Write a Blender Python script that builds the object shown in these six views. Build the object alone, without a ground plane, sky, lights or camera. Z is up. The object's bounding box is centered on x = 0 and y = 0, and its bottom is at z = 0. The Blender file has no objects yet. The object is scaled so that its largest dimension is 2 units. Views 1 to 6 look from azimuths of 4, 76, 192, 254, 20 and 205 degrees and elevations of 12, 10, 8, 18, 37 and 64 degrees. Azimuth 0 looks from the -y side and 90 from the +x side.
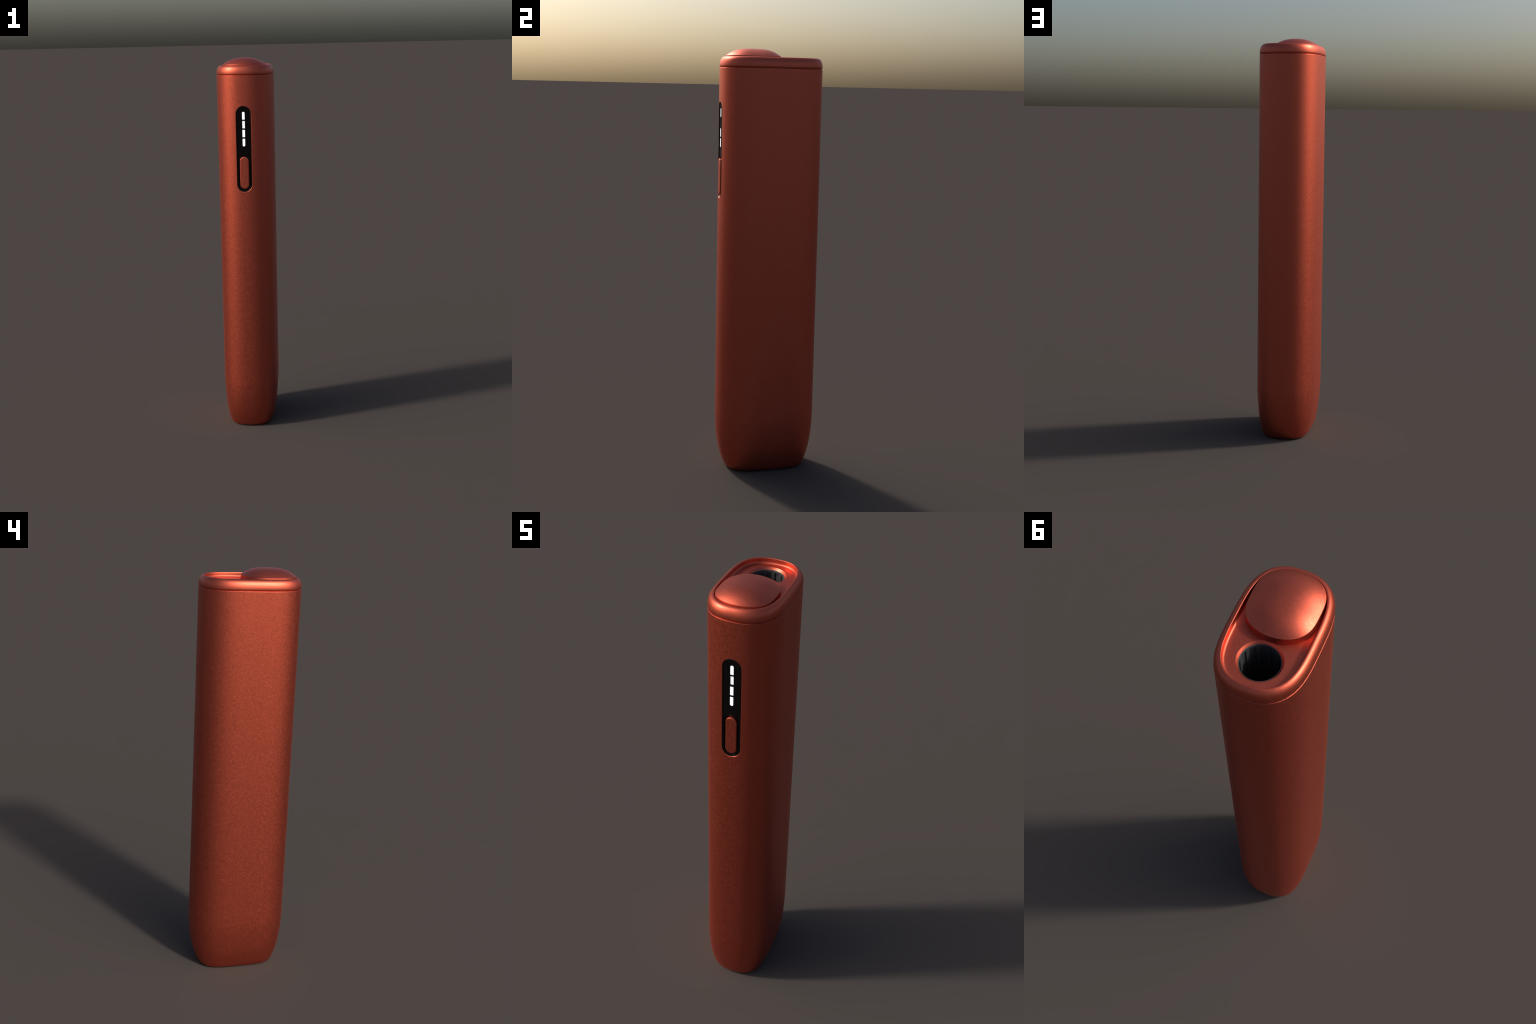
import bpy, bmesh, math
import numpy as np
from mathutils import Vector

# ---------------------------------------------------------------- dimensions
A, B = 0.1484, 0.2384            # half width (x) and half depth (y) of the oval body
PX, PY = 2.34, 3.43              # |x/A|^PX + |y/B|^PY = 1
SEAM = 1.9122                    # height of the groove between body and cap
HOLE_Y = 0.114                   # centre of the round stick opening
FLOOR = 1.9392                   # floor of the tray in the cap
RIM = 1.9622                     # top of the rim
PANEL_R, PANEL_LO, PANEL_HI = 0.0385, 1.352, 1.718   # slot on the front (core segment)
COL = (0.585, 0.116, 0.070)      # anodised metal
BTN_R, BTN_LO, BTN_HI = 0.0232, 1.352, 1.4735


# ---------------------------------------------------------------- oval section
def oval(t):
    c, s = np.cos(t), np.sin(t)
    x = A * np.sign(c) * np.abs(c) ** (2 / PX)
    y = B * np.sign(s) * np.abs(s) ** (2 / PY)
    return x, y


def front_y(x):
    """y of the body surface on the front end (negative y)."""
    return -B * (1 - np.abs(np.asarray(x, float) / A) ** PX) ** (1 / PY)


def section_points(pieces):
    """pieces: list of (x_start, x_end, n) is resolved by arc length on a dense curve."""
    t = np.linspace(-np.pi / 2, 1.5 * np.pi, 80001)
    x, y = oval(t)
    s = np.concatenate([[0], np.cumsum(np.hypot(np.diff(x), np.diff(y)))])
    return t, x, y, s


HALF = 0.058      # half width of the front patch that holds the slot
N_FRONT, N_REST = 44, 340


def build_section():
    t, x, y, s = section_points(None)
    total = s[-1]
    k = np.argmax((x > HALF) & (t < 0.5))
    s0 = np.interp(HALF, x[:k + 1], s[:k + 1])
    front = np.linspace(-s0, s0, N_FRONT, endpoint=False)      # from x=-HALF to +HALF
    rest = np.linspace(s0, total - s0, N_REST, endpoint=False)
    ss = np.concatenate([front, rest]) % total
    X, Y = np.interp(ss, s, x), np.interp(ss, s, y)
    nx = np.sign(X) * np.abs(X / A) ** (PX - 1) * PX / A
    ny = np.sign(Y) * np.abs(Y / B) ** (PY - 1) * PY / B
    n = np.hypot(nx, ny)
    return X, Y, nx / n, ny / n


SX, SY, NX, NY = build_section()
NS = len(SX)


def ring(d, z, dy=None):
    """ring of the oval section moved inwards by d (by dy towards the ends) at height z."""
    dy = d if dy is None else dy
    return [(SX[i] - d * NX[i], SY[i] - dy * NY[i], z) for i in range(NS)]


# ---------------------------------------------------------------- mesh helpers
def new_object(name, verts, faces, mat, parent, angle=40):
    me = bpy.data.meshes.new(name)
    me.from_pydata([tuple(map(float, v)) for v in verts], [], faces)
    bm = bmesh.new()
    bm.from_mesh(me)
    bmesh.ops.remove_doubles(bm, verts=bm.verts, dist=1e-6)
    bmesh.ops.recalc_face_normals(bm, faces=bm.faces)
    bm.to_mesh(me)
    bm.free()
    ob = bpy.data.objects.new(name, me)
    bpy.context.scene.collection.objects.link(ob)
    ob.parent = parent
    if mat:
        me.materials.append(mat)
    smooth(ob, angle)
    return ob


def smooth(ob, angle):
    me = ob.data
    me.polygons.foreach_set("use_smooth", [True] * len(me.polygons))
    me.set_sharp_from_angle(angle=math.radians(angle))


def loft(loops, close_start=False, close_end=False):
    """quads between successive closed loops that all have the same length."""
    n = len(loops[0])
    verts = [v for lp in loops for v in lp]
    faces = []
    for k in range(len(loops) - 1):
        a, b = k * n, (k + 1) * n
        for i in range(n):
            j = (i + 1) % n
            faces.append((a + i, a + j, b + j, b + i))
    for flag, base in ((close_start, 0), (close_end, (len(loops) - 1) * n)):
        if flag:
            c = len(verts)
            verts.append(tuple(np.mean(np.array(verts[base:base + n]), axis=0)))
            for i in range(n):
                faces.append((base + i, base + (i + 1) % n, c))
    return verts, faces


def smooth_profile(points, n):
    """Catmull-Rom through control points (any dimension)."""
    p = np.array(points, float)
    p = np.vstack([2 * p[0] - p[1], p, 2 * p[-1] - p[-2]])
    out = []
    for i in range(1, len(p) - 2):
        for u in np.linspace(0, 1, n, endpoint=False):
            a, b, c, d = p[i - 1], p[i], p[i + 1], p[i + 2]
            out.append(0.5 * (2 * b + (c - a) * u + (2 * a - 5 * b + 4 * c - d) * u * u
                              + (3 * b - a - 3 * c + d) * u ** 3))
    out.append(p[-2])
    return [tuple(q) for q in out]


def arc(cx, cy, rx, ry, a0, a1, n):
    return [(cx + rx * math.cos(math.radians(a)), cy + ry * math.sin(math.radians(a)))
            for a in np.linspace(a0, a1, n)]


# ---------------------------------------------------------------- materials
def principled(name):
    m = bpy.data.materials.new(name)
    m.use_nodes = True
    return m, m.node_tree.nodes, m.node_tree.links, m.node_tree.nodes["Principled BSDF"]


def anodised(name, rough_mid, grain_amount):
    m, N, L, p = principled(name)
    g = grain_amount
    co = N.new("ShaderNodeTexCoord")

    def noise(scale, detail):
        n = N.new("ShaderNodeTexNoise")
        n.inputs["Scale"].default_value = scale
        n.inputs["Detail"].default_value = detail
        n.inputs["Roughness"].default_value = 0.6
        L.new(co.outputs["Object"], n.inputs["Vector"])
        return n

    def remap(src, lo, hi):
        r = N.new("ShaderNodeMapRange")
        r.inputs["From Min"].default_value = 0.3
        r.inputs["From Max"].default_value = 0.7
        r.inputs["To Min"].default_value = lo
        r.inputs["To Max"].default_value = hi
        L.new(src.outputs["Fac"], r.inputs["Value"])
        return r

    grain = noise(165, 1.6)
    ramp = N.new("ShaderNodeValToRGB")
    ramp.color_ramp.elements[0].position = 0.3
    ramp.color_ramp.elements[0].color = (COL[0] * (1 - 0.075 * g), COL[1] * (1 - 0.075 * g), COL[2] * (1 - 0.075 * g), 1)
    ramp.color_ramp.elements[1].position = 0.7
    ramp.color_ramp.elements[1].color = (COL[0] * (1 + 0.075 * g), COL[1] * (1 + 0.075 * g), COL[2] * (1 + 0.075 * g), 1)
    L.new(grain.outputs["Fac"], ramp.inputs["Fac"])
    L.new(ramp.outputs["Color"], p.inputs["Base Color"])
    p.inputs["Metallic"].default_value = 1.0
    rough = remap(noise(120, 1.6), rough_mid - 0.06 * g, rough_mid + 0.06 * g)
    L.new(rough.outputs["Result"], p.inputs["Roughness"])
    bump = N.new("ShaderNodeBump")
    bump.inputs["Strength"].default_value = 0.13 * g
    bump.inputs["Distance"].default_value = 0.002
    L.new(grain.outputs["Fac"], bump.inputs["Height"])
    L.new(bump.outputs["Normal"], p.inputs["Normal"])
    return m


def plain(name, col, rough, spec=0.5, metallic=0.0):
    m, N, L, p = principled(name)
    p.inputs["Base Color"].default_value = (*col, 1)
    p.inputs["Roughness"].default_value = rough
    p.inputs["Metallic"].default_value = metallic
    p.inputs["Specular IOR Level"].default_value = spec
    return m


def tube_plastic():
    m, N, L, p = principled("dark_grey_plastic")
    co = N.new("ShaderNodeTexCoord")
    no = N.new("ShaderNodeTexNoise")
    no.inputs["Scale"].default_value = 220
    L.new(co.outputs["Object"], no.inputs["Vector"])
    ramp = N.new("ShaderNodeValToRGB")
    ramp.color_ramp.elements[0].color = (0.042, 0.042, 0.044, 1)
    ramp.color_ramp.elements[1].color = (0.060, 0.060, 0.062, 1)
    L.new(no.outputs["Fac"], ramp.inputs["Fac"])
    L.new(ramp.outputs["Color"], p.inputs["Base Color"])
    p.inputs["Roughness"].default_value = 0.5
    return m


def light_material():
    m, N, L, p = principled("white_indicator_light")
    p.inputs["Base Color"].default_value = (0.35, 0.35, 0.35, 1)
    p.inputs["Emission Color"].default_value = (1, 1, 1, 1)
    p.inputs["Emission Strength"].default_value = 0.85
    return m


METAL = anodised("anodised_coral_metal", 0.47, 0.85)
SATIN = anodised("satin_coral_metal", 0.468, 0.5)
BLACK = plain("black_gloss_plastic", (0.002, 0.002, 0.002), 0.10, 0.4)
TUBE = tube_plastic()
LIGHT = light_material()

# ---------------------------------------------------------------- the thing
device = bpy.data.objects.new("tobacco_heater", None)
bpy.context.scene.collection.objects.link(device)
device["label"] = "slim coral red metallic handheld heater with light strip"
device["category"] = "vaporizer"


# ---------------------------------------------------------------- body
def stadium_map(P, r, lo, hi):
    """point at distance r from the vertical core segment, towards P (x, z)."""
    x, z = P
    cz = min(max(z, lo), hi)
    v = np.array([x, z - cz])
    v = v / np.hypot(*v) * r
    return v[0], cz + v[1]


def build_body():
    Z0, Z1 = 1.285, 1.785
    # inset / height of the rounded foot
    # (inset of the long sides, inset of the ends, height)
    foot = smooth_profile([(0.0490, 0.0615, 0.0), (0.0412, 0.0550, 0.0014), (0.0350, 0.0497, 0.0050),
                           (0.0296, 0.0442, 0.0125), (0.0248, 0.0382, 0.0250), (0.0202, 0.0303, 0.0450),
                           (0.0151, 0.0226, 0.0700), (0.0104, 0.0155, 0.1000), (0.0062, 0.0085, 0.1400),
                           (0.0026, 0.0031, 0.1900), (0.0004, 0.0004, 0.2400), (0.0, 0.0, 0.262)], 5)
    prof = [(0.105, 0.105, 0.0), (0.085, 0.085, 0.0), (0.065, 0.072, 0.0)] + foot
    zs = list(np.linspace(0.262, Z0, 18)[1:]) + list(np.linspace(Z0, Z1, 81)[1:]) \
        + list(np.linspace(Z1, SEAM - 0.0060, 6)[1:]) + [SEAM - 0.0040, SEAM - 0.0028]
    prof += [(0.0, 0.0, z) for z in zs]
    prof += [(d, d, SEAM + z) for d, z in ((0.0001, -0.0014), (0.0003, -0.0009), (0.0007, -0.0006),
                                           (0.0050, -0.0006), (0.0056, 0.0000), (0.0056, 0.0060))]
    loops = [ring(d, z, dy) for d, dy, z in prof]
    verts, faces = loft(loops, close_start=True)
    # take out the front patch and weave the slot into it
    zmid = np.array([p[2] for p in prof])
    k0 = int(np.argmin(np.abs(zmid - Z0)))
    k1 = int(np.argmin(np.abs(zmid - Z1)))
    keep = []
    for f in faces:
        if len(f) == 4:
            k, i = divmod(f[0], NS)
            if k0 <= k < k1 and i < N_FRONT:
                continue
        keep.append(f)
    faces = keep
    edge = [(k0, i) for i in range(N_FRONT)] + [(k, N_FRONT) for k in range(k0, k1)] \
        + [(k1, i) for i in range(N_FRONT, 0, -1)] + [(k, 0) for k in range(k1, k0, -1)]
    outer = [verts[k * NS + i] for k, i in edge]
    n = len(outer)
    prev = [k * NS + i for k, i in edge]
    R = PANEL_R
    # (slot offset, depth below the surface)
    steps = [(None, f, 0.0) for f in (0.25, 0.5, 0.72, 0.88)] + \
            [(R + 0.0034, None, 0.0), (R + 0.0022, None, 0.0), (R + 0.0012, None, 0.0002), (R + 0.0005, None, 0.0007),
             (R, None, 0.0016), (R, None, 0.006), (R, None, 0.012)]
    for r, f, depth in steps:
        cur = []
        for P in outer:
            q = stadium_map((P[0], P[2]), r or R + 0.0034, PANEL_LO, PANEL_HI)
            if f:
                q = (P[0] * (1 - f) + q[0] * f, P[2] * (1 - f) + q[1] * f)
            cur.append(len(verts))
            verts.append((q[0], float(front_y(q[0])) + depth, q[1]))
        for i in range(n):
            j = (i + 1) % n
            faces.append((prev[i], prev[j], cur[j], cur[i]))
        prev = cur
    return new_object("body", verts, faces, METAL, device, 45)


build_body()


# ---------------------------------------------------------------- cap with tray and opening
def build_cap():
    base = SEAM + 0.0017
    wide = 1.9225                       # height where the cap is widest
    prof = [(0.0100, base), (0.0060, base)] + arc(0.0030, wide, 0.0030, wide - base, 270, 180, 10)
    # rounded shoulder up to the rim
    prof += arc(0.0232, wide, 0.0232, RIM - wide, 180, 90, 18)[1:]
    # inner lip, wall, cove and floor
    prof += [(0.0242, RIM - 0.0002), (0.0250, RIM - 0.0009), (0.0254, RIM - 0.0022),
             (0.0257, 1.9530), (0.0259, 1.9482)]
    prof += arc(0.0355, 1.9482, 0.0096, 1.9482 - FLOOR, 180, 270, 9)[1:]
    loops = [ring(d, z) for d, z in prof]
    inner = loops[-1]
    steps = [0.3, 0.6, 0.85]
    ang = [math.atan2(p[1] - HOLE_Y, p[0]) for p in inner]

    def circle(r, z):
        return [(r * math.cos(a), HOLE_Y + r * math.sin(a), z) for a in ang]

    c0 = circle(0.0724, FLOOR)
    for f in steps:
        loops.append([tuple(np.array(p) * (1 - f) + np.array(q) * f) for p, q in zip(inner, c0)])
    loops.append(c0)
    loops.append(circle(0.0660, FLOOR - 0.0075))
    loops.append(circle(0.0655, FLOOR - 0.0082))
    loops.append(circle(0.0655, FLOOR - 0.0130))
    v, f = loft(loops)
    return new_object("cap", v, f, SATIN, device, 32)


build_cap()


# ---------------------------------------------------------------- sliding lid (low dome)
def build_lid():
    a, b, yc, p, q = 0.1114, 0.1268, -0.0855, 1.97, 3.15
    edge, top = 1.9666, 2.0
    k_side, k_end = 2.3, 3.2             # the dome is rounder across than along
    t = np.linspace(0, 2 * np.pi, 4001)
    c, s = np.cos(t), np.sin(t)
    x = a * np.sign(c) * np.abs(c) ** (2 / p)
    y = b * np.sign(s) * np.abs(s) ** (2 / q)
    sl = np.concatenate([[0], np.cumsum(np.hypot(np.diff(x), np.diff(y)))])
    u = np.linspace(0, sl[-1], 256, endpoint=False)
    x, y = np.interp(u, sl, x), np.interp(u, sl, y)

    def lp(f, z):
        return [(x[i] * f, yc + y[i] * f, z) for i in range(256)]

    loops = [lp(0.93, 1.932), lp(1.012, 1.932), lp(1.007, 1.950), lp(1.002, 1.9625), lp(1.0, edge - 0.0012),
             lp(1.0, edge - 0.0004), lp(0.9985, edge + 0.0004)]
    h = top - edge
    rs = [0.99, 0.975, 0.95, 0.92, 0.88, 0.83, 0.78, 0.72, 0.66, 0.6, 0.52, 0.44, 0.36, 0.27, 0.18, 0.09]
    k = k_side + (k_end - k_side) * (y / b) ** 2 / ((x / a) ** 2 + (y / b) ** 2)
    for r in rs:
        loops.append([(x[i] * r, yc + y[i] * r, edge + h * (1 - r ** k[i])) for i in range(256)])
    v, f = loft(loops, close_start=True, close_end=True)
    return new_object("lid", v, f, SATIN, device, 35)


build_lid()


# ---------------------------------------------------------------- stick tube inside the opening
def build_tube():
    n_rec, half = 12, math.radians(9.6)
    na = 720
    ang = np.linspace(0, 2 * np.pi, na, endpoint=False)
    top = FLOOR - 0.0078
    prof = [(0.0658, top - 0.004), (0.0656, top - 0.0012), (0.0650, top - 0.0002), (0.0643, top),
            (0.0636, top - 0.0006), (0.0631, top - 0.0018), (0.0628, top - 0.0035), (0.0627, top - 0.0060)]
    zs = list(np.linspace(top - 0.0085, top - 0.018, 20)) + list(np.linspace(top - 0.02, 1.45, 40))
    r0, depth, rec_top, rad = 0.0627, 0.0042, top - 0.0112, 0.0035
    # signed distance (in metres along the wall) to the nearest recess outline
    step = 2 * math.pi / n_rec
    off = np.abs((ang - math.radians(15) + step / 2) % step - step / 2) - half
    across = off * r0
    loops = [[(r * math.cos(a), HOLE_Y + r * math.sin(a), z) for a in ang] for r, z in prof]
    for z in zs:
        down = z - rec_top
        qx, qz = across + rad, down + rad
        sd = np.minimum(np.maximum(qx, qz), 0) + np.hypot(np.maximum(qx, 0), max(qz, 0)) - rad
        w = np.clip(0.5 - sd / 0.0010, 0, 1)
        r = r0 + depth * w
        loops.append([(r[i] * math.cos(ang[i]), HOLE_Y + r[i] * math.sin(ang[i]), z) for i in range(na)])
    v, f = loft(loops, close_end=True)
    return new_object("tube", v, f, TUBE, device, 40)


build_tube()


# ---------------------------------------------------------------- display panel on the front
def panel_y(x):
    return front_y(0) + 0.0050 + 0.5 * (front_y(x) - front_y(0))


def stadium(r, lo, hi, n_arc=40, n_side=30):
    pts = []
    for a in np.linspace(0, 180, n_arc, endpoint=False):
        pts.append((r * math.cos(math.radians(a)), hi + r * math.sin(math.radians(a))))
    for f in np.linspace(0, 1, n_side, endpoint=False):
        pts.append((-r, hi + (lo - hi) * f))
    for a in np.linspace(180, 360, n_arc, endpoint=False):
        pts.append((r * math.cos(math.radians(a)), lo + r * math.sin(math.radians(a))))
    for f in np.linspace(0, 1, n_side, endpoint=False):
        pts.append((r, lo + (hi - lo) * f))
    return pts


def build_panel():
    R = PANEL_R - 0.0006
    H = 0.0300

    def outer(dr, depth):
        return [(x, float(panel_y(x)) + depth, z) for x, z in stadium(R - dr, PANEL_LO, PANEL_HI)]

    base = stadium(R, PANEL_LO, PANEL_HI)

    def hole(r, depth):
        pts = [stadium_map(q, r, BTN_LO, BTN_HI) for q in base]
        return [(x, float(panel_y(x)) + depth, z) for x, z in pts]

    loops = [hole(0.012, 0.0055), hole(H, 0.0055), hole(H, 0.0014), hole(H + 0.0004, 0.0006), hole(H + 0.0014, 0.0)]
    o0 = outer(0.0020, 0.0)
    h0 = loops[-1]
    for f in (0.15, 0.3, 0.45, 0.6, 0.75, 0.9):
        lp = []
        for p, q in zip(h0, o0):
            x, z = p[0] * (1 - f) + q[0] * f, p[2] * (1 - f) + q[2] * f
            lp.append((x, float(panel_y(x)), z))
        loops.append(lp)
    loops += [o0, outer(0.0013, -0.0003), outer(0.0010, -0.0010), outer(0.0009, -0.0030), outer(0.0006, -0.0033),
              outer(0.0, -0.0030), outer(0.0, 0.0085)]
    v, f = loft(loops, close_start=True, close_end=True)
    return new_object("display_panel", v, f, BLACK, device, 40)


panel = build_panel()


def rounded_bar(half, z0, z1, r_top, r_bot, n=10):
    pts = []
    for cx, cz, r, a0 in ((half - r_top, z1 - r_top, r_top, 0), (-half + r_top, z1 - r_top, r_top, 90),
                          (-half + r_bot, z0 + r_bot, r_bot, 180), (half - r_bot, z0 + r_bot, r_bot, 270)):
        for a in np.linspace(a0, a0 + 90, n):
            pts.append((cx + r * math.cos(math.radians(a)), cz + r * math.sin(math.radians(a))))
    return pts


LED_HALF = 0.0066
BARS = [(1.6883, 1.7275, LED_HALF * 0.96, 0.0010), (1.6431, 1.6808, 0.0010, 0.0010),
        (1.5979, 1.6354, 0.0010, 0.0010), (1.5503, 1.5898, 0.0010, LED_HALF * 0.96)]
SUNK = 1     # the second bar sits in a slot of its own, deeper than the others

# slot for the sunken bar
z0, z1, rt, rb = BARS[SUNK]
pts = rounded_bar(LED_HALF + 0.0002, z0 - 0.0002, z1 + 0.0002, 0.001, 0.001)
v, f = loft([[(x, -0.2450, z) for x, z in pts], [(x, -0.2290, z) for x, z in pts]], True, True)
cutter = new_object("slot_cutter", v, f, None, None)
mod = panel.modifiers.new("slot", "BOOLEAN")
mod.operation = "DIFFERENCE"
mod.solver = "EXACT"
mod.object = cutter
dg = bpy.context.evaluated_depsgraph_get()
cut_mesh = bpy.data.meshes.new_from_object(panel.evaluated_get(dg))
panel.modifiers.clear()
panel.data = cut_mesh
smooth(panel, 40)
bpy.data.objects.remove(cutter)

for k, (z0, z1, rt, rb) in enumerate(BARS):
    sink = 0.0042 if k == SUNK else -0.0004
    pts = rounded_bar(LED_HALF, z0, z1, rt, rb)
    loops = [[(x, float(panel_y(x)) + sink + d, z) for x, z in pts] for d in (0.0020, 0.0)]
    v, f = loft(loops, True, True)
    led = new_object("indicator_light", v, f, LIGHT, panel, 30)


# ---------------------------------------------------------------- button
def build_button():
    def lp(dr, y):
        return [(x, float(panel_y(x)) + y, z) for x, z in stadium(BTN_R - dr, BTN_LO, BTN_HI)]
    loops = [lp(0, 0.0080), lp(0, -0.0030), lp(0.0004, -0.0042), lp(0.0013, -0.0050), lp(0.0026, -0.0053),
             lp(0.008, -0.0053), lp(0.014, -0.0053), lp(0.019, -0.0053)]
    v, f = loft(loops, close_start=True, close_end=True)
    return new_object("button", v, f, METAL, device, 40)


build_button()
